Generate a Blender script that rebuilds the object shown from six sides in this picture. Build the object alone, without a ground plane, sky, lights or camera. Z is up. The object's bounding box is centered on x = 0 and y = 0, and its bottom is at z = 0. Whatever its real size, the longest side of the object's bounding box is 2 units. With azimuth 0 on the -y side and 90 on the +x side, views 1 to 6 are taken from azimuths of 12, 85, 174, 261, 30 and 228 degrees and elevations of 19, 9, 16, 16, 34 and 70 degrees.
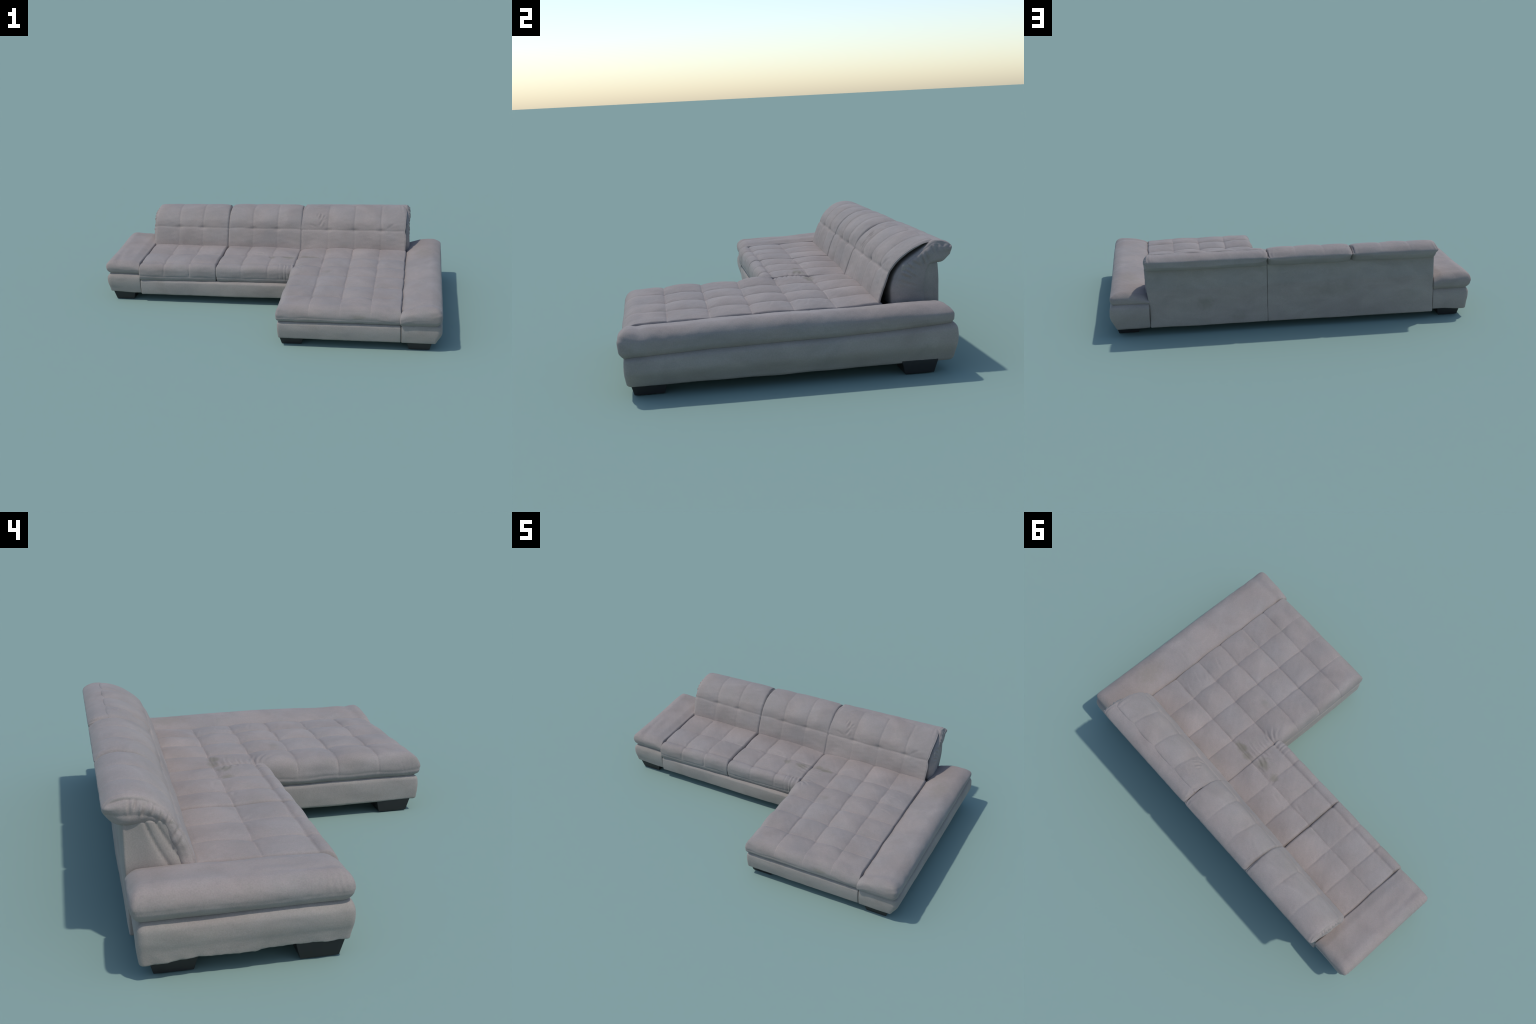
# Corner sofa with chaise: quilted seat and chaise cushions, roll-top back
# cushions, flat padded arms on upholstered bases, tapered block feet.
import bpy, math
import numpy as np

THETA = 0.025                      # the sofa stands turned by 1.4 degrees
rng = np.random.RandomState(7)

# ------------------------------------------------------------------ scene
for o in list(bpy.data.objects):
    bpy.data.objects.remove(o)

root = bpy.data.objects.new("corner_sofa", None)
bpy.context.collection.objects.link(root)
root.rotation_euler = (0, 0, THETA)
root["label"] = "taupe suede corner sofa with quilted chaise and roll-top back"
root["category"] = "corner sofa"


# ---------------------------------------------------------------- helpers
def smooth(a, b, x):
    t = np.clip((x - a) / (b - a), 0, 1)
    return t * t * (3 - 2 * t)


class Lumps:
    """Smooth irregular undulation: a sum of random plane waves."""
    def __init__(self, wavelength, seed, n=10, stretch=(1, 1, 1)):
        r = np.random.RandomState(seed)
        d = r.normal(size=(n, 3))
        d /= np.linalg.norm(d, axis=1)[:, None]
        k = 2 * math.pi / wavelength * r.uniform(0.6, 1.5, n)
        self.k = d * k[:, None] * np.array(stretch)
        self.p = r.uniform(0, 6.283, n)
        self.s = math.sqrt(2.0 / n)

    def __call__(self, P):
        return self.s * np.sin(P @ self.k.T + self.p).sum(1)


def axis_lines(lo, hi, r0, r1, step, k):
    """Grid lines of one axis: fine angle steps in both rounded ends."""
    f = np.linspace(math.pi / 4, 0, k + 1)[:-1]
    a, b = lo + r0, hi - r1
    n = max(2, int(round((b - a) / step)))
    mid = np.linspace(a, b, n + 1)
    c = np.concatenate([np.full(k, a), mid, np.full(k, b)])
    q = np.concatenate([-np.tan(f), np.zeros(n + 1), np.tan(f[::-1])])
    r = np.where(q < 0, r0, r1)
    return c, q, r


def pad_box(lo, hi, r0, r1, step=0.007, k=6, p=6.0):
    """Rounded box with its own rounding radius on each of the six sides;
    p squares off the four upright corners (2 = round).
    Returns points, outward normals and quads."""
    ax = [axis_lines(lo[i], hi[i], r0[i], r1[i],
                     step if np.isscalar(step) else step[i], k) for i in range(3)]
    n = [len(a[0]) for a in ax]
    faces = []
    for d in range(3):
        e, f = [(1, 2), (2, 0), (0, 1)][d]
        A, B = np.meshgrid(np.arange(n[e] - 1), np.arange(n[f] - 1), indexing='ij')
        for side in (0, n[d] - 1):
            corner = []
            for da, db in ((0, 0), (1, 0), (1, 1), (0, 1)):
                idx = [None] * 3
                idx[d] = np.full(A.size, side)
                idx[e] = A.ravel() + da
                idx[f] = B.ravel() + db
                corner.append((idx[0] * n[1] + idx[1]) * n[2] + idx[2])
            F = np.stack(corner, 1)
            faces.append(F if side else F[:, ::-1])
    F = np.concatenate(faces)
    ids, inv = np.unique(F, return_inverse=True)
    F = inv.reshape(F.shape)
    ijk = np.stack([ids // (n[1] * n[2]), (ids // n[2]) % n[1], ids % n[2]], 1)
    C = np.stack([ax[i][0][ijk[:, i]] for i in range(3)], 1)
    Q = np.stack([ax[i][1][ijk[:, i]] for i in range(3)], 1)
    R = np.stack([ax[i][2][ijk[:, i]] for i in range(3)], 1)
    plan = (np.abs(Q[:, 0])**p + np.abs(Q[:, 1])**p) ** (1 / p)
    Q /= np.sqrt(plan**2 + Q[:, 2]**2)[:, None]
    P = C + R * Q
    plan = np.maximum((np.abs(Q[:, 0])**p + np.abs(Q[:, 1])**p) ** (1 / p), 1e-9)
    G = Q.copy()
    for i in (0, 1):
        G[:, i] = np.sign(Q[:, i]) * plan * (np.abs(Q[:, i]) / plan) ** (p - 1)
    N = G / R
    N /= np.linalg.norm(N, axis=1)[:, None]
    return P, N, F, Q


def spline(pts, u):
    """Catmull-Rom curve through control points, u in 0..1 by chord length."""
    p = np.array(pts, float)
    d = np.concatenate([[0], np.cumsum(np.linalg.norm(np.diff(p, axis=0), axis=1))])
    d /= d[-1]
    m = np.gradient(p, d, axis=0)
    u = np.clip(u, 0, 1)
    i = np.clip(np.searchsorted(d, u, side='right') - 1, 0, len(d) - 2)
    h = (d[i + 1] - d[i])
    t = (u - d[i]) / h
    t, h = t[:, None], h[:, None]
    return ((2 * t**3 - 3 * t**2 + 1) * p[i] + (t**3 - 2 * t**2 + t) * h * m[i]
            + (-2 * t**3 + 3 * t**2) * p[i + 1] + (t**3 - t**2) * h * m[i + 1])


def curve_length(pts):
    q = spline(pts, np.linspace(0, 1, 200))
    return np.linalg.norm(np.diff(q, axis=0), axis=1).sum()


def grid_normals(P, F):
    a = np.cross(P[F[:, 2]] - P[F[:, 0]], P[F[:, 3]] - P[F[:, 1]])
    N = np.zeros_like(P)
    for j in range(4):
        np.add.at(N, F[:, j], a)
    return N / np.maximum(np.linalg.norm(N, axis=1), 1e-12)[:, None]


def make(name, P, F, mat, angle=None, parent=root):
    me = bpy.data.meshes.new(name)
    me.vertices.add(len(P))
    me.vertices.foreach_set("co", np.ascontiguousarray(P, dtype=np.float32).ravel())
    me.loops.add(F.size)
    me.loops.foreach_set("vertex_index", F.astype(np.int32).ravel())
    me.polygons.add(len(F))
    me.polygons.foreach_set("loop_start", np.arange(0, F.size, 4, dtype=np.int32))
    me.polygons.foreach_set("loop_total", np.full(len(F), 4, dtype=np.int32))
    me.update(calc_edges=True)
    me.validate()
    me.polygons.foreach_set("use_smooth", np.ones(len(me.polygons), dtype=bool))
    if angle:
        me.set_sharp_from_angle(angle=math.radians(angle))
    me.materials.append(mat)
    ob = bpy.data.objects.new(name, me)
    bpy.context.collection.objects.link(ob)
    ob.parent = parent
    return ob


def crease(d, w):
    """Stitched valley: 1 on the line, soft fall-off over w."""
    return np.exp(-(np.sqrt(d * d + 0.0008**2) - 0.0008) / w)


def bump(d, w):
    return np.exp(-(d / w) ** 2)


def lerp(a, b, t):
    return a + (b - a) * t


# -------------------------------------------------------------- materials
def material(name, rough):
    m = bpy.data.materials.new(name)
    m.use_nodes = True
    nt = m.node_tree
    nt.nodes.clear()
    out = nt.nodes.new("ShaderNodeOutputMaterial")
    bs = nt.nodes.new("ShaderNodeBsdfPrincipled")
    bs.inputs["Roughness"].default_value = rough
    nt.links.new(bs.outputs[0], out.inputs[0])
    return m, nt, bs


def node(nt, kind, inputs=None, **props):
    n = nt.nodes.new(kind)
    for k, v in props.items():
        setattr(n, k, v)
    for k, v in (inputs or {}).items():
        if hasattr(v, "is_output"):
            nt.links.new(v, n.inputs[k])
        else:
            n.inputs[k].default_value = v
    return n


def rgb(r, g, b):
    return (r, g, b, 1.0)


def mix(nt, fac, a, b, mode="MIX"):
    n = nt.nodes.new("ShaderNodeMix")
    n.data_type = "RGBA"
    n.blend_type = mode
    for sock, v in ((n.inputs[0], fac), (n.inputs[6], a), (n.inputs[7], b)):
        if hasattr(v, "is_output"):
            nt.links.new(v, sock)
        else:
            sock.default_value = v
    return n.outputs[2]


def ramp(nt, fac, lo, hi):
    n = nt.nodes.new("ShaderNodeMapRange")
    n.interpolation_type = "SMOOTHSTEP"
    n.inputs[1].default_value, n.inputs[2].default_value = lo, hi
    nt.links.new(fac, n.inputs[0])
    return n.outputs[0]


def math_node(nt, op, a, b=None):
    n = nt.nodes.new("ShaderNodeMath")
    n.operation = op
    for i, v in enumerate((a, b)):
        if v is None:
            continue
        if hasattr(v, "is_output"):
            nt.links.new(v, n.inputs[i])
        else:
            n.inputs[i].default_value = v
    return n.outputs[0]


# stains: centre, radii, strength
STAINS = [
    ((0.235, 0.150, 0.225), (0.055, 0.030, 0.05), 0.75),
    ((0.185, 0.160, 0.225), (0.040, 0.030, 0.05), 0.60),
    ((0.095, 0.128, 0.225), (0.055, 0.050, 0.05), 0.75),
    ((0.000, 0.135, 0.225), (0.030, 0.028, 0.05), 0.60),
    ((0.350, -0.100, 0.225), (0.050, 0.030, 0.05), 0.25),
    ((0.560, -0.615, 0.180), (0.055, 0.040, 0.018), 0.45),
    ((0.480, 0.540, 0.170), (0.060, 0.050, 0.060), 0.40),
    ((0.300, 0.540, 0.080), (0.060, 0.050, 0.025), 0.25),
    ((-0.200, 0.540, 0.200), (0.250, 0.060, 0.050), 0.22),
    ((0.880, 0.250, 0.250), (0.080, 0.110, 0.050), 0.30),
]


def fabric(name, base, stains=True, lines=(), cell=None):
    m, nt, bs = material(name, 0.92)
    tc = node(nt, "ShaderNodeTexCoord").outputs["Object"]
    warm, cool, olive = base
    big = node(nt, "ShaderNodeTexNoise", {"Vector": tc, "Scale": 5.0, "Detail": 4.0,
                                          "Roughness": 0.55}).outputs[0]
    mid = node(nt, "ShaderNodeTexNoise", {"Vector": tc, "Scale": 16.0, "Detail": 5.0,
                                          "Roughness": 0.6}).outputs[0]
    fine = node(nt, "ShaderNodeTexNoise", {"Vector": tc, "Scale": 260.0, "Detail": 3.0,
                                           "Roughness": 0.7}).outputs[0]
    col = mix(nt, ramp(nt, big, 0.38, 0.62), rgb(*warm), rgb(*cool))
    col = mix(nt, math_node(nt, "MULTIPLY", ramp(nt, mid, 0.52, 0.78), 0.45), col, rgb(*olive))
    # brushed nap: broad light and dark patches
    nap = node(nt, "ShaderNodeMapping", {"Vector": tc, "Scale": (1.0, 1.0, 2.0)}).outputs[0]
    nap = node(nt, "ShaderNodeTexNoise", {"Vector": nap, "Scale": 7.0, "Detail": 3.5,
                                          "Distortion": 0.6}).outputs[0]
    nap = node(nt, "ShaderNodeMapRange", {0: nap, 1: 0.3, 2: 0.7, 3: 0.90, 4: 1.07}).outputs[0]
    col = mix(nt, 1.0, col, nap, "MULTIPLY")
    grain = node(nt, "ShaderNodeMapRange", {0: fine, 1: 0.25, 2: 0.75, 3: 0.90, 4: 1.10}).outputs[0]
    col = mix(nt, 1.0, col, grain, "MULTIPLY")
    # fine two-tone fleck of the weave
    fleck = node(nt, "ShaderNodeTexNoise", {"Vector": tc, "Scale": 115.0, "Detail": 2.0,
                                            "Roughness": 0.6}).outputs[0]
    col = mix(nt, math_node(nt, "MULTIPLY", ramp(nt, fleck, 0.35, 0.65), 0.5), col,
              mix(nt, 1.0, col, rgb(0.93, 0.97, 0.95), "MULTIPLY"))
    sep = node(nt, "ShaderNodeSeparateXYZ", {0: tc})
    if cell:
        # the nap of every quilted square lies a little differently
        idx = [math_node(nt, "FLOOR", math_node(nt, "DIVIDE", math_node(nt, "SUBTRACT", sep.outputs[i], cell[i]),
                                                cell[2 + i])) for i in (0, 1)]
        key = node(nt, "ShaderNodeCombineXYZ", {0: idx[0], 1: idx[1]}).outputs[0]
        tone = node(nt, "ShaderNodeTexWhiteNoise", {"Vector": key}).outputs["Value"]
        tone = node(nt, "ShaderNodeMapRange", {0: tone, 3: 0.965, 4: 1.025}).outputs[0]
        col = mix(nt, 1.0, col, tone, "MULTIPLY")
    seam = None
    for axis, at in lines:
        d = math_node(nt, "ABSOLUTE", math_node(nt, "SUBTRACT", sep.outputs[axis], at))
        f = ramp(nt, d, 0.0030, 0.0008)
        seam = f if seam is None else math_node(nt, "MAXIMUM", seam, f)
    if seam is not None:
        # thin paler lines along the quilting
        pale_line = math_node(nt, "MULTIPLY", seam, ramp(nt, mid, 0.30, 0.62))
        pale_line = math_node(nt, "MULTIPLY", pale_line, ramp(nt, sep.outputs[2], 0.17, 0.20))
        col = mix(nt, pale_line, col, mix(nt, 1.0, col, rgb(1.15, 1.12, 1.11), "MULTIPLY"))
    # warmer, rubbed strip where the seats meet the back
    strip = math_node(nt, "MULTIPLY", ramp(nt, sep.outputs[1], 0.10, 0.32),
                      ramp(nt, sep.outputs[2], 0.27, 0.24))
    strip = math_node(nt, "MULTIPLY", strip, math_node(nt, "MULTIPLY", ramp(nt, big, 0.25, 0.6), 0.7))
    col = mix(nt, strip, col, mix(nt, 1.0, col, rgb(1.05, 0.985, 0.96), "MULTIPLY"))
    if stains:
        edge = node(nt, "ShaderNodeTexNoise", {"Vector": tc, "Scale": 42.0, "Detail": 4.0}).outputs[0]
        total = None
        for c, r, s in STAINS:
            v = node(nt, "ShaderNodeVectorMath", {0: tc, 1: c}, operation="SUBTRACT").outputs[0]
            v = node(nt, "ShaderNodeVectorMath", {0: v, 1: r}, operation="DIVIDE").outputs[0]
            d = node(nt, "ShaderNodeVectorMath", {0: v}, operation="LENGTH").outputs["Value"]
            d = math_node(nt, "ADD", d, math_node(nt, "MULTIPLY", edge, 1.1))
            f = math_node(nt, "MULTIPLY", math_node(nt, "SUBTRACT", 1.0, ramp(nt, d, 0.75, 1.55)), 0.92 * s)
            total = f if total is None else math_node(nt, "MAXIMUM", total, f)
        col = mix(nt, total, col, rgb(0.175, 0.160, 0.118))
    nt.links.new(col, bs.inputs["Base Color"])
    bs.inputs["Sheen Weight"].default_value = 0.10
    bs.inputs["Sheen Roughness"].default_value = 0.5
    bs.inputs["Specular IOR Level"].default_value = 0.15
    bn = node(nt, "ShaderNodeBump", {"Strength": 0.25, "Distance": 0.002, "Height": fine})
    nt.links.new(bn.outputs[0], bs.inputs["Normal"])
    return m


TONES = ((0.285, 0.244, 0.222), (0.272, 0.240, 0.223), (0.255, 0.232, 0.205))
TUFT_X = [0.305, 0.465, 0.624]
TUFT_Y = [0.165, 0.010, -0.145, -0.299, -0.454]
SUEDE = fabric("suede", TONES)
CHAISE_SUEDE = fabric("quilted_suede", TONES, lines=[(0, t) for t in TUFT_X] + [(1, t) for t in TUFT_Y],
                      cell=(0.145, 0.010, 0.160, 0.1548))
SEAT_SUEDE = fabric("seat_suede", TONES, lines=[(1, 0.168)], cell=(-0.310, 0.010, 0.153, 0.158))
BACKING = fabric("panel_suede", ((0.300, 0.262, 0.232), (0.288, 0.256, 0.232), (0.268, 0.246, 0.214)))

FOOT, nt, bs = material("black_wood", 0.55)
tc = node(nt, "ShaderNodeTexCoord").outputs["Object"]
nz = node(nt, "ShaderNodeTexNoise", {"Vector": tc, "Scale": 40.0, "Detail": 4.0}).outputs[0]
nt.links.new(mix(nt, nz, rgb(0.012, 0.011, 0.012), rgb(0.022, 0.020, 0.020)), bs.inputs["Base Color"])

# ------------------------------------------------------ quilted cushions
fold = Lumps(0.30, 3)
soft = Lumps(0.11, 4)
tiny = Lumps(0.035, 5)
wob = Lumps(0.12, 6)


def quilt(P, xs, ys, x_span, y_span, top, puff=0.0145):
    """Pillow height over the quilting grid, measured along the normal."""
    x = P[:, 0] + 0.0008 * wob(P)
    y = P[:, 1] + 0.0008 * wob(P + 3.3)
    gx = np.array([x_span[0]] + list(xs) + [x_span[1]])
    gy = np.array(sorted([y_span[0]] + list(ys) + [y_span[1]]))
    i = np.clip(np.searchsorted(gx, x) - 1, 0, len(gx) - 2)
    j = np.clip(np.searchsorted(gy, y) - 1, 0, len(gy) - 2)
    u = np.clip((x - gx[i]) / (gx[i + 1] - gx[i]), 0, 1)
    v = np.clip((y - gy[j]) / (gy[j + 1] - gy[j]), 0, 1)
    cell = np.sin((i * 12.99 + j * 78.23)) * 0.5 + 0.5
    pu, pv = 4 * u * (1 - u), 4 * v * (1 - v)
    h = puff * (0.8 + 0.4 * cell) * (0.54 * pu * pv + 0.23 * (pu + pv))
    return h, x, y


def strokes(a, b, lines):
    """Wrinkles: short tapered valleys with a raised lip along one side.
    Each line: start, end, depth, width in the (a, b) plane."""
    h = np.zeros(len(a))
    for (a0, b0), (a1, b1), depth, w in lines:
        da, db = a1 - a0, b1 - b0
        ln = math.hypot(da, db)
        t = ((a - a0) * da + (b - b0) * db) / ln**2
        bow = 0.06 * ln * np.sin(math.pi * np.clip(t, 0, 1))
        d = ((a - a0) * -db + (b - b0) * da) / ln - bow
        fade = smooth(-0.12, 0.25, t) * (1 - smooth(0.55, 1.1, t))
        h += depth * fade * (-np.exp(-(d / w)**2) + 0.7 * np.exp(-((d - 1.9 * w) / (1.2 * w))**2))
    return h


def pinch(x, y, cx, cy, depth, radius, seed):
    """A pulled tuft: dimple of varying depth with short radiating wrinkles."""
    r = np.random.RandomState(seed)
    dx, dy = x - cx, y - cy
    q = np.sqrt(dx * dx + dy * dy) / radius
    rays = np.cos(r.randint(5, 8) * np.arctan2(dy, dx) + r.uniform(0, 6.28))
    return (-depth * r.uniform(0.55, 1.45) * np.exp(-q**2)
            + 0.0009 * r.uniform(0.3, 1.2) * rays * q**2 * np.exp(-(q / 1.3)**2))


# --- chaise
GATHERS = [  # fan out of the inner corner, then short tucks along the seat seam
    ((0.150, 0.000), (0.215, -0.045), 0.0050, 0.005), ((0.155, 0.012), (0.235, -0.012), 0.0050, 0.005),
    ((0.152, -0.015), (0.188, -0.075), 0.0040, 0.005), ((0.150, 0.026), (0.225, 0.018), 0.0035, 0.005),
    ((0.148, 0.048), (0.200, 0.052), 0.0030, 0.005), ((0.148, 0.066), (0.215, 0.064), 0.0032, 0.004),
    ((0.148, 0.090), (0.190, 0.096), 0.0028, 0.005), ((0.150, 0.108), (0.240, 0.104), 0.0030, 0.004),
    ((0.150, 0.128), (0.205, 0.132), 0.0026, 0.005), ((0.165, 0.150), (0.300, 0.140), 0.0026, 0.004),
    ((0.640, 0.040), (0.700, 0.000), 0.0022, 0.006), ((0.640, -0.060), (0.735, -0.085), 0.0018, 0.005),
    ((0.655, 0.140), (0.720, 0.120), 0.0016, 0.006), ((0.660, 0.075), (0.745, 0.050), 0.0016, 0.005),
    ((0.520, -0.060), (0.560, -0.025), 0.0016, 0.008), ((0.350, -0.115), (0.395, -0.080), 0.0018, 0.008)]


def build_chaise():
    lo, hi = (0.127, -0.621, 0.131), (0.7800, 0.352, 0.2230)
    P, N, F, Q = pad_box(lo, hi, (0.045, 0.062, 0.035), (0.011, 0.03, 0.050), 0.0040, 8, 9.0)
    z0, y, x = P[:, 2].copy(), P[:, 1], P[:, 0]
    top = smooth(0.15, 0.85, Q[:, 2])
    side = smooth(-0.35, 0.25, Q[:, 2])
    h, xw, yw = quilt(P, TUFT_X, TUFT_Y, (0.120, 0.776), (-0.640, 0.335), top)
    last = smooth(-0.46, -0.56, y)
    D = h * top * (1 - 0.7 * last)
    dx = np.min([np.abs(xw - t) for t in TUFT_X], axis=0)
    dy = np.min([np.abs(yw - t) for t in TUFT_Y], axis=0)
    vary = np.clip(1 + 0.35 * soft(P * 0.8 + 2), 0.3, 1.7)
    D -= 0.0028 * vary * crease(dx, 0.0032) * top * lerp(1.0, 0.15, last)
    D -= 0.0032 * vary * crease(dy, 0.0032) * side * np.where(x > 0.70, 0.7, 1)
    for tx in TUFT_X:
        for ty in TUFT_Y:
            D += pinch(xw, yw, tx, ty, 0.0036, 0.021, int(tx * 1000 + ty * 77 + 900)) * top * (1 - 0.4 * (ty < -0.4))
    # piped seam round the outer edge
    outer = smooth(0.5, 0.9, np.maximum(-Q[:, 0], -Q[:, 1]))
    D -= 0.0022 * crease(z0 - 0.164 + 0.0015 * soft(P), 0.0035) * outer
    D += 0.65 * strokes(x, y, GATHERS) * side * smooth(0.132, 0.150, x + 0.02 * (y < 0.0))
    # puckers at the left front corner
    D += 0.0010 * np.sin(y * 6.283 / 0.017 + soft(P)) * bump(y + 0.59, 0.035) * bump(x - 0.131, 0.02) * outer
    D += 0.0009 * fold(P) * side + 0.0005 * soft(P) + 0.0002 * tiny(P)
    P = P + N * D[:, None]
    P[:, 2] += (0.003 * smooth(-0.35, 0.0, y) + 0.003 * bump(y + 0.1, 0.25)) * smooth(0.15, 0.2, z0)
    P[:, 2] += (0.005 * smooth(0.73, 0.60, x) - 0.004 - 0.003 * bump(x - 0.13, 0.16) * smooth(-0.12, 0.05, y)
                  - 0.009 * bump(x - 0.147, 0.10) * smooth(0.12, 0.28, y) + 0.005 * smooth(0.22, 0.31, y)) * smooth(0.15, 0.2, z0)
    return make("chaise_cushion", P, F, CHAISE_SUEDE)


build_chaise()


# --- the two seats
SEAT_TUCKS = [
    ((0.055, 0.020), (0.060, -0.045), 0.003, 0.004), ((0.082, 0.016), (0.086, -0.050), 0.005, 0.004),
    ((0.100, 0.012), (0.103, -0.045), 0.005, 0.004), ((0.122, 0.018), (0.128, -0.050), 0.006, 0.005),
    ((0.138, 0.030), (0.110, 0.000), 0.004, 0.004)]
SEAT_WRINKLES = [
    ((0.140, 0.105), (0.085, 0.120), 0.0035, 0.005), ((0.138, 0.130), (0.075, 0.150), 0.0035, 0.005),
    ((0.142, 0.085), (0.100, 0.080), 0.0030, 0.005), ((0.105, 0.160), (0.040, 0.160), 0.0025, 0.005),
    ((-0.020, 0.175), (-0.015, 0.120), 0.003, 0.006), ((-0.120, 0.090), (-0.085, 0.130), 0.0020, 0.007),
    ((-0.230, 0.150), (-0.180, 0.140), 0.0020, 0.006), ((-0.130, 0.200), (-0.060, 0.190), 0.0016, 0.006)]


def build_seat(x0, x1, tx, pleats):
    lo, hi = (x0, -0.043, 0.123), (x1, 0.365, 0.232)
    P, N, F, Q = pad_box(lo, hi, (0.017, 0.040, 0.042), (0.017, 0.03, 0.036), 0.0040, 8, 7.0)
    x, y, z0 = P[:, 0], P[:, 1], P[:, 2].copy()
    top = smooth(0.15, 0.85, Q[:, 2])
    front = smooth(0.2, 0.8, -Q[:, 1])
    ty = [0.168, 0.010]
    h, xw, yw = quilt(P, tx, ty, (x0, x1), (-0.05, 0.335), top, puff=0.0110 if pleats else 0.0085)
    D = h * top * lerp(0.30, 1.0, smooth(0.0, 0.025, y))
    dx = np.min([np.abs(xw - t) for t in tx], axis=0)
    vary = np.clip(1 + 0.4 * soft(P * 0.8 + 2), 0.2, 1.8)
    D -= 0.0024 * vary * crease(dx, 0.0035) * np.maximum(top, 0.9 * front * smooth(0.158, 0.175, z0))
    D -= 0.0048 * crease(np.abs(yw - 0.010), 0.0055) * top
    D -= 0.0020 * vary * crease(np.abs(yw - 0.168), 0.0035) * top
    for a in tx:
        for b in ty:
            D += pinch(xw, yw, a, b, 0.0040, 0.022, int(a * 1000 + b * 77 + 900)) * top
    # front bolster swells a little between the quilting lines
    g = np.array([x0] + list(tx) + [x1])
    i = np.clip(np.searchsorted(g, xw) - 1, 0, len(g) - 2)
    u = np.clip((xw - g[i]) / (g[i + 1] - g[i]), 0, 1)
    D += 0.0016 * np.sin(math.pi * u) ** 0.7 * front * smooth(0.15, 0.19, z0)
    D -= 0.0025 * crease(z0 - 0.161 - 0.0015 * soft(P), 0.0035) * front
    if pleats:
        D += 0.55 * strokes(x, y - 0.35 * np.clip(z0 - 0.215, -1, 0), SEAT_TUCKS) * smooth(0.15, 0.17, z0) * np.maximum(front, top)
        D += 0.75 * strokes(x, y, SEAT_WRINKLES) * top
    D += 0.0010 * fold(P + 1.7) * top + 0.0005 * soft(P) + 0.0002 * tiny(P)
    P = P + N * D[:, None]
    P[:, 2] -= 0.009 * bump(x - 0.147, 0.10) * smooth(0.12, 0.28, y) * smooth(0.15, 0.2, z0)
    P[:, 1] += 0.010 * (P[:, 0] + 0.31) * (1 - smooth(0, 0.2, y))
    return make("seat_cushion", P, F, SEAT_SUEDE)


build_seat(-0.7740, -0.3080, (-0.621, -0.470), False)
build_seat(-0.3095, 0.151, (-0.160, -0.005), True)

# ------------------------------------------------------------ back cushions
# outer curve: seat line -> tuft line -> over the top -> tip of the roll
OUTER = [(0.322, 0.195), (0.331, 0.232), (0.341, 0.272), (0.366, 0.338), (0.389, 0.376),
         (0.418, 0.406), (0.456, 0.431), (0.492, 0.443), (0.520, 0.447), (0.548, 0.446), (0.599, 0.433)]
INNER = [(0.375, 0.195), (0.382, 0.232), (0.392, 0.272), (0.412, 0.325), (0.430, 0.345),
         (0.452, 0.357), (0.480, 0.361), (0.505, 0.362), (0.528, 0.362), (0.554, 0.364), (0.592, 0.383)]
# the loose front layer of the right module and the body behind it
FLAP_OUT = OUTER[:8] + [(0.516, 0.4465), (0.530, 0.4470)]
FLAP_IN = [(0.334, 0.195), (0.343, 0.230), (0.353, 0.267), (0.377, 0.331), (0.400, 0.367),
           (0.426, 0.395), (0.460, 0.419), (0.494, 0.430), (0.516, 0.432), (0.530, 0.432)]
BODY_OUT = [(0.382, 0.195), (0.381, 0.232), (0.382, 0.290), (0.398, 0.338), (0.418, 0.364),
            (0.447, 0.389), (0.479, 0.413), (0.503, 0.431), (0.520, 0.445), (0.548, 0.447), (0.599, 0.433)]
BODY_IN = [(0.508, 0.195), (0.510, 0.232), (0.511, 0.272), (0.512, 0.325), (0.513, 0.345),
           (0.514, 0.355), (0.518, 0.359), (0.524, 0.361), (0.532, 0.363), (0.554, 0.364), (0.592, 0.383)]


def tuft_at(curve):
    """Arc parameter of the lower quilting line (z = 0.339)."""
    u = np.linspace(0, 1, 600)
    return float(u[np.argmin(np.abs(spline(curve, u)[:, 1] - 0.339))])


# pleats gathered into the end seams of the roll, irregular in place and depth
def pleats(seed, n, depth):
    r = np.random.RandomState(seed)
    out_lines, at = [], 0.085
    for _ in range(n):
        at += r.uniform(0.012, 0.030)
        lean = r.uniform(-0.022, 0.008)
        b0 = r.uniform(0.060, 0.072)
        out_lines.append(((at, b0), (at + lean, b0 - r.uniform(0.025, 0.055)),
                          depth * r.uniform(0.5, 1.3), r.uniform(0.0035, 0.006)))
    return out_lines


PLEATS = {1: pleats(21, 12, 0.0048), 4: pleats(22, 13, 0.0040)}


def skew(P, s):
    """The back leans a little more at its right end than at its left."""
    P[:, 1] += P[:, 0] * lerp(-0.016, 0.010, smooth(0.45, 0.9, s)) + 0.004 * smooth(0.1, 0.4, s) * smooth(0.9, 0.6, s)
    P[:, 2] += (0.005 * P[:, 0] - 0.004) * smooth(0.5, 0.8, s)
    return P


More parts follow.
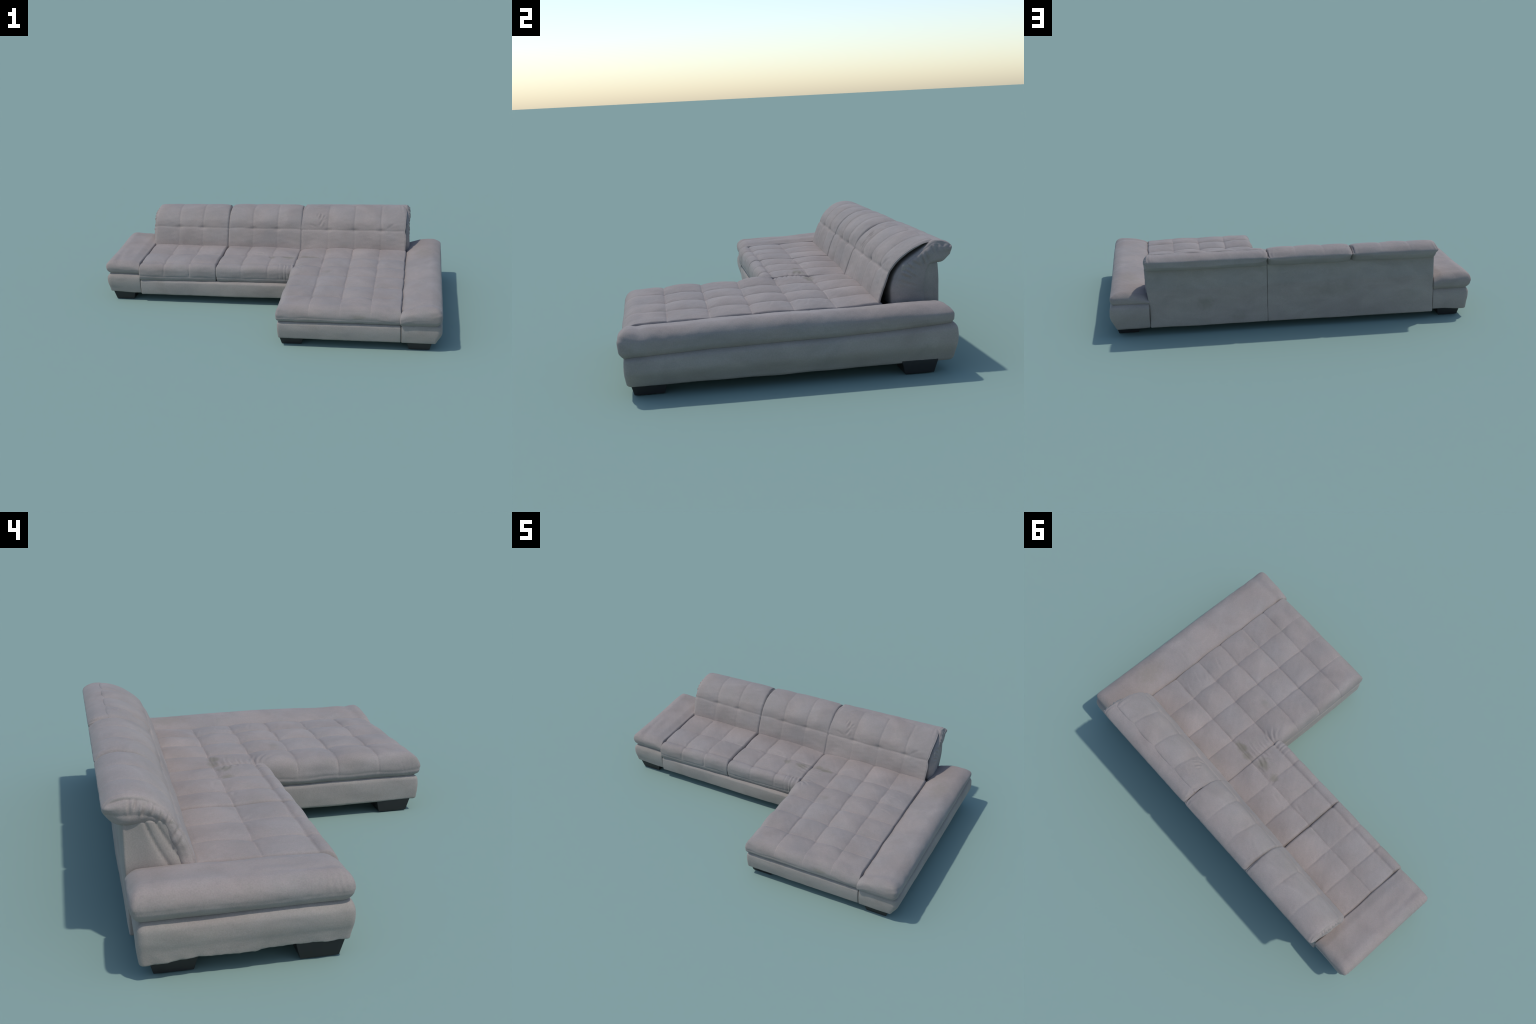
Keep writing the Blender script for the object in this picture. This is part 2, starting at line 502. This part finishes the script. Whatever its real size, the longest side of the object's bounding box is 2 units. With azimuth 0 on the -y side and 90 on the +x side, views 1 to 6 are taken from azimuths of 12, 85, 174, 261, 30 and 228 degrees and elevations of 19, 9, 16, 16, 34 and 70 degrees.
def build_back(x0, x1, tx, outer, inner, r_s, r_t, ends, name="back_cushion",
               quilted=True, seed=0, thick=0.07, left_gusset=False, right_gusset=False):
    Ls = curve_length(outer)
    P0, N0, F, Q = pad_box((x0, 0, 0), (x1, Ls, thick),
                           (ends[0], r_s[0], r_t[0]), (ends[1], r_s[1], r_t[1]),
                           (0.0042, 0.0042, 0.006), 8, 3.0)
    s, t = P0[:, 1] / Ls, P0[:, 2] / thick
    a, b = spline(outer, s), spline(inner, s)
    yz = b + (a - b) * t[:, None]
    P = np.stack([P0[:, 0], yz[:, 0], yz[:, 1]], 1)
    N = grid_normals(P, F)
    if (N * np.stack([Q[:, 0], 0 * s, 0 * s], 1)).sum() < 0:
        F = F[:, ::-1]
        N = -N
    x = P0[:, 0]
    face = smooth(0.0, 0.8, Q[:, 2])           # outer skin
    D = np.zeros(len(P))
    xw = x + 0.0012 * wob(P)
    arc = (s - tuft_at(outer)) * Ls
    if quilted:
        g = np.array([x0] + list(tx) + [x1])
        i = np.clip(np.searchsorted(g, xw) - 1, 0, len(g) - 2)
        u = np.clip((xw - g[i]) / (g[i + 1] - g[i]), 0, 1)
        across = 4 * u * (1 - u)
        up = smooth(0, 0.05, arc) * (1 - smooth(0.18, 0.27, arc) * 0.85)
        low = np.sin(math.pi * np.clip((arc + 0.15) / 0.15, 0, 1)) ** 0.7
        D += face * (0.0050 * across * up + 0.0020 * across * low + 0.002 * up - 0.002)
        whole = np.clip((x - x0) / (x1 - x0), 0, 1)
        D += face * 0.0035 * (4 * whole * (1 - whole) - 0.8) * smooth(-0.05, 0.08, arc)
        dx = np.min([np.abs(xw - q) for q in tx], axis=0)
        roll = 1 - 0.7 * smooth(0.15, 0.25, arc)
        D -= face * crease(dx, 0.0035) * np.where(arc > 0, 0.0024 * roll, 0.0010)
        D -= face * 0.0034 * crease(arc + 0.001 * soft(P), 0.004)
        for q in tx:
            D -= face * 0.0065 * np.exp(-((xw - q)**2 / 0.022**2 + arc**2 / 0.012**2))
    # gathers on the roll next to the module seams
    tip = smooth(0.72, 0.95, s)
    for xe in (x0, x1):
        D += 0.0020 * np.sin(x * 6.283 / 0.021 + 2.5 * soft(P + seed)) * bump(x - xe, 0.035) * tip * face
    # nose of the roll: pressed in at its ends
    D -= 0.003 * tip * (bump(x - x0, 0.02) + bump(x - x1, 0.02))
    # end gusset with pleats and a piped edge
    for flag, sg, xe in ((left_gusset, -1, x0), (right_gusset, 1, x1)):
        if flag:
            e = smooth(0.45, 0.95, sg * Q[:, 0])
            D += e * strokes(s * Ls, t * thick, PLEATS[seed]) * smooth(0.2, 0.4, s)
            D += e * 0.0016 * soft(P * 1.3 + 5)
            D -= 0.0022 * crease((np.abs(Q[:, 0]) - 0.62) * 0.03, 0.004) * (sg * Q[:, 0] > 0) * face
            D -= e * 0.003 * crease((t - 0.34) * thick + 0.003 * soft(P), 0.006) * smooth(0.3, 0.5, s)
    D += face * (0.0009 * fold(P + seed) + 0.0005 * soft(P + seed)) + 0.0002 * tiny(P)
    if name == "back_flap":
        D += face * strokes(x, arc, [
            ((0.262, 0.105), (0.250, 0.055), 0.0040, 0.006), ((0.243, 0.110), (0.236, 0.080), 0.0030, 0.005),
            ((0.270, 0.060), (0.252, 0.020), 0.0035, 0.006), ((0.285, 0.090), (0.270, 0.070), 0.0022, 0.005),
            ((0.215, 0.150), (0.290, 0.140), 0.0022, 0.006), ((0.190, 0.030), (0.240, 0.012), 0.0020, 0.006),
            ((0.660, 0.010), (0.720, 0.045), 0.0016, 0.007), ((0.230, 0.170), (0.275, 0.185), 0.0020, 0.005)])
    P = P + N * D[:, None]
    # the roll narrows under its nose, so the sections part at the rear
    under = smooth(0.80, 1.0, s) * smooth(0.75, 0.0, t)
    P[:, 0] += 0.016 * under * (bump(x - x0, 0.025) - bump(x - x1, 0.025))
    ends_at = [e for e in (x0, x1) if -0.7 < e < 0.7]
    for e in ends_at:                  # lower edge lifts and the crest dips at the seams
        P[:, 2] += 0.010 * under * bump(x - e, 0.06)
        P[:, 2] -= 0.005 * smooth(0.55, 0.8, s) * smooth(0.3, 0.9, t) * bump(x - e, 0.022)
    P[:, 2] += 0.003 * under * np.sin(x * 14.0 + seed)
    P[:, 1] -= 0.008 * bump(x - 0.22, 0.12) * smooth(0.25, 0.02, s)
    if name == "back_flap":            # free edge pulled in at the quilting line
        P[:, 0] -= (0.006 * bump(arc, 0.018) + 0.0015 * np.sin(arc * 40)) * smooth(0.70, 0.77, x)
    return make(name, skew(P, s), F, SUEDE)


build_back(-0.786, -0.3035, (-0.622, -0.471), OUTER, INNER, (0.02, 0.036), (0.030, 0.030), (0.024, 0.018),
           seed=1, left_gusset=True)
build_back(-0.3145, 0.1530, (-0.155, -0.003), OUTER, INNER, (0.02, 0.036), (0.030, 0.030), (0.018, 0.018), seed=2)
build_back(0.1415, 0.774, (0.308, 0.467, 0.627), FLAP_OUT, FLAP_IN, (0.008, 0.012), (0.009, 0.009), (0.018, 0.010),
           name="back_flap", seed=3, thick=0.02)
build_back(0.1415, 0.793, (0.308, 0.467, 0.627), BODY_OUT, BODY_IN, (0.02, 0.036), (0.012, 0.022), (0.018, 0.024),
           quilted=False, seed=4, right_gusset=True)


# back frame: two upholstered rear panels meeting in a stitched seam
def build_panel(x0, x1, r0, r1):
    P, N, F, Q = pad_box((x0, 0.36, 0.044), (x1, 0.541, 0.372), (r0, 0.02, 0.008), (r1, 0.012, 0.012), 0.0055, 5)
    x, y, z = P.T.copy()
    rear = smooth(0.3, 0.9, Q[:, 1])
    D = rear * (0.009 * np.sin(math.pi * np.clip((x - x0) / (x1 - x0), 0, 1)) ** 0.5
                * np.sin(math.pi * np.clip((z - 0.044) / 0.328, 0, 1)) ** 0.5
                + 0.0009 * fold(P) + 0.0004 * soft(P))
    # side faces: tapered wedge seams on the left end
    for (ya, za, yb, zb) in ((0.458, 0.345, 0.418, 0.236), (0.408, 0.330, 0.374, 0.236)):
        yl = ya + (yb - ya) * (z - za) / (zb - za)
        D -= smooth(0.5, 0.9, -Q[:, 0]) * (x0 < -0.5) * 0.006 * crease(y - yl, 0.006)
    D -= smooth(0.5, 0.9, Q[:, 0]) * (x1 > 0.5) * 0.003 * crease(y - 0.522, 0.005)
    P = P + N * D[:, None]
    # front side follows the lean of the cushions
    f = 1 - smooth(0.36, 0.541, y)
    P[:, 1] += f * (0.010 + 0.30 * np.clip(z - 0.24, 0, 1))
    P[:, 1] += P[:, 0] * 0.005
    if x1 > 0.5:                       # narrows where the arm pad begins
        P[:, 0] -= 0.013 * smooth(0.30, 0.14, z) * smooth(0.6, 0.788, x)
    if x0 < -0.5:                      # left end flush with the cushion in front
        P[:, 0] -= 0.014 * smooth(0.535, 0.44, y) * smooth(-0.70, -0.769, x)
    P[:, 2] += (0.004 * x - 0.004) * (z < 0.2)
    return make("back_panel", P, F, BACKING)


build_panel(-0.769, 0.1456, 0.014, 0.005)
build_panel(0.1460, 0.788, 0.005, 0.016)


# ------------------------------------------------------------------- bases
def tilt_right(y):
    """Groove of the right arm climbs from front to rear."""
    return np.interp(y, (-0.61, -0.53, -0.32, 0.03, 0.11, 0.35, 0.53),
                     (-0.014, -0.013, -0.005, -0.001, -0.001, 0.007, 0.018))


def build_base(name, lo, hi, r0, r1, bulge, tuck, seed, hem=0.0, mat=SUEDE):
    P, N, F, Q = pad_box(lo, hi, r0, r1, 0.008, 6, 3.0)
    x, y, z = P.T.copy()
    h = np.clip((z - lo[2]) / (hi[2] - lo[2]), 0, 1)
    D = 0.0006 * fold(P + seed) + 0.0003 * soft(P + seed) + 0.00015 * tiny(P)
    P = P + N * D[:, None]
    # the sides swell at two thirds of the height and tuck in at the bottom
    prof = bulge * np.sin(math.pi * np.clip(h, 0, 1)) - tuck * (1 - smooth(0, 0.75, h))
    return P, N, F, Q, h, prof


def out(Q, axis, sg):
    return np.clip(sg * Q[:, axis], 0, 1)


# rail under the two seats
P, N, F, Q, h, pr = build_base("seat_base", (-0.770, -0.038, 0.042), (0.16, 0.34, 0.136),
                               (0.006, 0.014, 0.010), (0.01, 0.02, 0.016), 0.004, 0.002, 1)
P[:, 1] -= out(Q, 1, -1) * pr
P[:, 1] += -0.012 * (P[:, 0] + 0.765) * out(Q, 1, -1)
make("seat_base", P, F, BACKING)

# chaise box
P, N, F, Q, h, pr = build_base("chaise_base", (0.135, -0.611, 0.042), (0.776, 0.35, 0.140),
                               (0.016, 0.018, 0.010), (0.006, 0.02, 0.018), 0.004, 0.004, 2)
P[:, 1] -= out(Q, 1, -1) * pr
P[:, 0] -= out(Q, 0, -1) * pr * 0.6
make("chaise_base", P, F, BACKING)

# right arm box
P, N, F, Q, h, pr = build_base("armrest_base", (0.7755, -0.612, 0.040), (0.980, 0.557, 0.168),
                               (0.006, 0.030, 0.012), (0.036, 0.030, 0.026), 0.006, 0.0, 3)
y0 = P[:, 1].copy()
P[:, 0] += out(Q, 0, 1) * (pr - 0.026 * (1 - smooth(0.0, 0.55, h)))
P[:, 1] -= out(Q, 1, -1) * (pr - 0.004 * (1 - smooth(0, 0.7, h)))
P[:, 1] += out(Q, 1, 1) * (pr - 0.012 * (1 - smooth(0, 0.7, h)))
P[:, 2] += lerp(lerp(-0.003, 0.002, (y0 + 0.6) / 1.15), tilt_right(y0), h)
make("armrest_base", P, F, BACKING)

# left arm box, with a loose wavy hem along the outer side
P, N, F, Q, h, pr = build_base("armrest_base", (-0.972, -0.036, 0.046), (-0.7695, 0.524, 0.170),
                               (0.030, 0.022, 0.008), (0.006, 0.022, 0.030), 0.006, 0.0, 4)
y0, x0 = P[:, 1].copy(), P[:, 0].copy()
left = out(Q, 0, -1)
skirt = smooth(0.02, 0.34, h)
P[:, 0] -= left * (pr - 0.013 * (1 - smooth(0, 0.8, h)))
P[:, 0] += left * 0.0008 * bump(h - 0.34, 0.07)
P[:, 0] += left * (1 - skirt) * (0.0010 * np.sin(y0 * 6.283 / 0.060 + 2 * soft(P)) - 0.0016)
P[:, 1] -= out(Q, 1, -1) * (pr - 0.010 * (1 - smooth(0, 0.8, h)))
P[:, 1] += out(Q, 1, 1) * pr
hem = np.interp(y0, (-0.02, 0.03, 0.12, 0.21, 0.225, 0.29, 0.36, 0.38, 0.43, 0.48, 0.52),
                (0.008, 0.006, 0.008, 0.006, 0.001, 0.001, 0.003, 0.004, 0.000, -0.004, -0.005))
hem += 0.0008 * np.sin(y0 * 6.283 / 0.06 + 1.0) + 0.0004 * np.sin(y0 * 6.283 / 0.023)
P[:, 2] += hem * (1 - smooth(0, 0.5, h)) * smooth(-0.80, -0.93, x0)
make("armrest_base", P, F, BACKING)


# --------------------------------------------------------------- arm pads
def build_pad(x0, x1, y0, y1, z0, z1, outer_right, seed):
    r_out, r_in = 0.064 if outer_right else 0.058, 0.013
    rl, rr = (r_in, r_out) if outer_right else (r_out, r_in)
    P, N, F, Q = pad_box((x0, y0, z0), (x1, y1, z1), (rl, 0.050, 0.046), (rr, 0.046, 0.044), 0.0048, 9, 5.0)
    x, y, z = P.T.copy()
    sg = 1 if outer_right else -1
    outer = np.maximum(np.maximum(sg * Q[:, 0], -Q[:, 1]), Q[:, 1])
    edge = smooth(0.55, 0.92, outer)
    top = smooth(0.2, 0.8, Q[:, 2])
    D = top * (0.0011 * fold(P + seed) + 0.0006 * soft(P + seed)) + 0.0003 * soft(P) + 0.0002 * tiny(P)
    # piping seam just under the widest line
    zs = z0 + (z1 - z0) * 0.40 + 0.0015 * soft(P * 0.6)
    D -= edge * 0.0011 * crease(z - zs, 0.0022)
    if outer_right:
        D -= top * 0.0045 * bump(y + 0.560 - 0.10 * (x - 0.88), 0.020)        # fold behind the front nose
        D += edge * 0.0008 * np.sin(y * 6.283 / 0.05 + 2 * soft(P)) * smooth(-0.3, -0.6, y)
        for c in (0.045, -0.022):
            D -= top * 0.0011 * crease(y - c + 0.05 * (x - 0.88), 0.004) * smooth(0.79, 0.84, x)
    else:
        # gathers along the outer edge, strongest at the front corner
        pl = np.sin(y * 6.283 / 0.021 + 2.5 * soft(P))
        up = smooth(-0.002, 0.01, z - zs)
        D += 0.0009 * pl * bump(x - x0, 0.03) * smooth(0.22, -0.02, y) * up
        D += 0.0009 * np.sin(y * 6.283 / 0.018 + soft(P)) * bump(y - 0.53, 0.04) * bump(x - x0, 0.03) * up
        D -= top * 0.0030 * bump(x + 0.925 + 0.10 * (y - 0.2), 0.018) * smooth(0.32, 0.12, y)
        D -= top * 0.0030 * bump(x + 0.865, 0.03) * bump(y - 0.13, 0.05)
    P = P + N * D[:, None]
    h = smooth(z0, z1, z)
    if outer_right:
        # a flat slope from the outer edge down to the seat
        P[:, 2] -= (1.05 * np.clip(0.945 - x, 0, 1)**2 + 0.004 * smooth(0.80, 0.776, x)) * h
        P[:, 2] += tilt_right(y) * (1 - h)
        P[:, 2] -= 0.006 * smooth(-0.2, -0.55, y) * h
        P[:, 0] -= 0.004 * smooth(-0.5, 0.4, y) * smooth(0.9, 0.98, x)
    else:
        P[:, 2] -= (0.06 * np.clip(x + 0.93, 0, 1) - 0.006 * smooth(0.1, 0.45, y) + 0.010 * smooth(-0.83, -0.772, x)) * h
        P[:, 0] -= 0.006 * smooth(0.0, 0.5, y) * smooth(-0.9, -0.97, x)
    return P, F


P, F = build_pad(0.7695, 0.985, -0.632, 0.550, 0.146, 0.2475, True, 11)
make("armrest_cushion", P, F, SUEDE)
P, F = build_pad(-0.981, -0.7680, -0.040, 0.543, 0.158, 0.2505, False, 12)
make("armrest_cushion", P, F, SUEDE)


# ------------------------------------------------------------------- feet
def foot_mesh():
    a, b, hgt = 0.0525, 0.066, 0.052
    P, N, F, Q = pad_box((-1, -1, 0), (1, 1, 1), (0.05, 0.05, 0.05), (0.05, 0.05, 0.05), 2.0, 3)
    k = lerp(a, b, P[:, 2])
    P[:, 0] *= k
    P[:, 1] *= k
    P[:, 2] *= hgt
    return P, F


P, F = foot_mesh()
first = make("foot", P, F, FOOT, angle=40)
places = [(-0.8800, 0.0510), (-0.8700, 0.4365), (0.2050, -0.5165), (0.8690, -0.5325), (0.8925, 0.4225)]
for i, (x, y) in enumerate(places):
    ob = first if i == 0 else first.copy()
    if i:
        bpy.context.collection.objects.link(ob)
    ob.location = (x, y, 0)
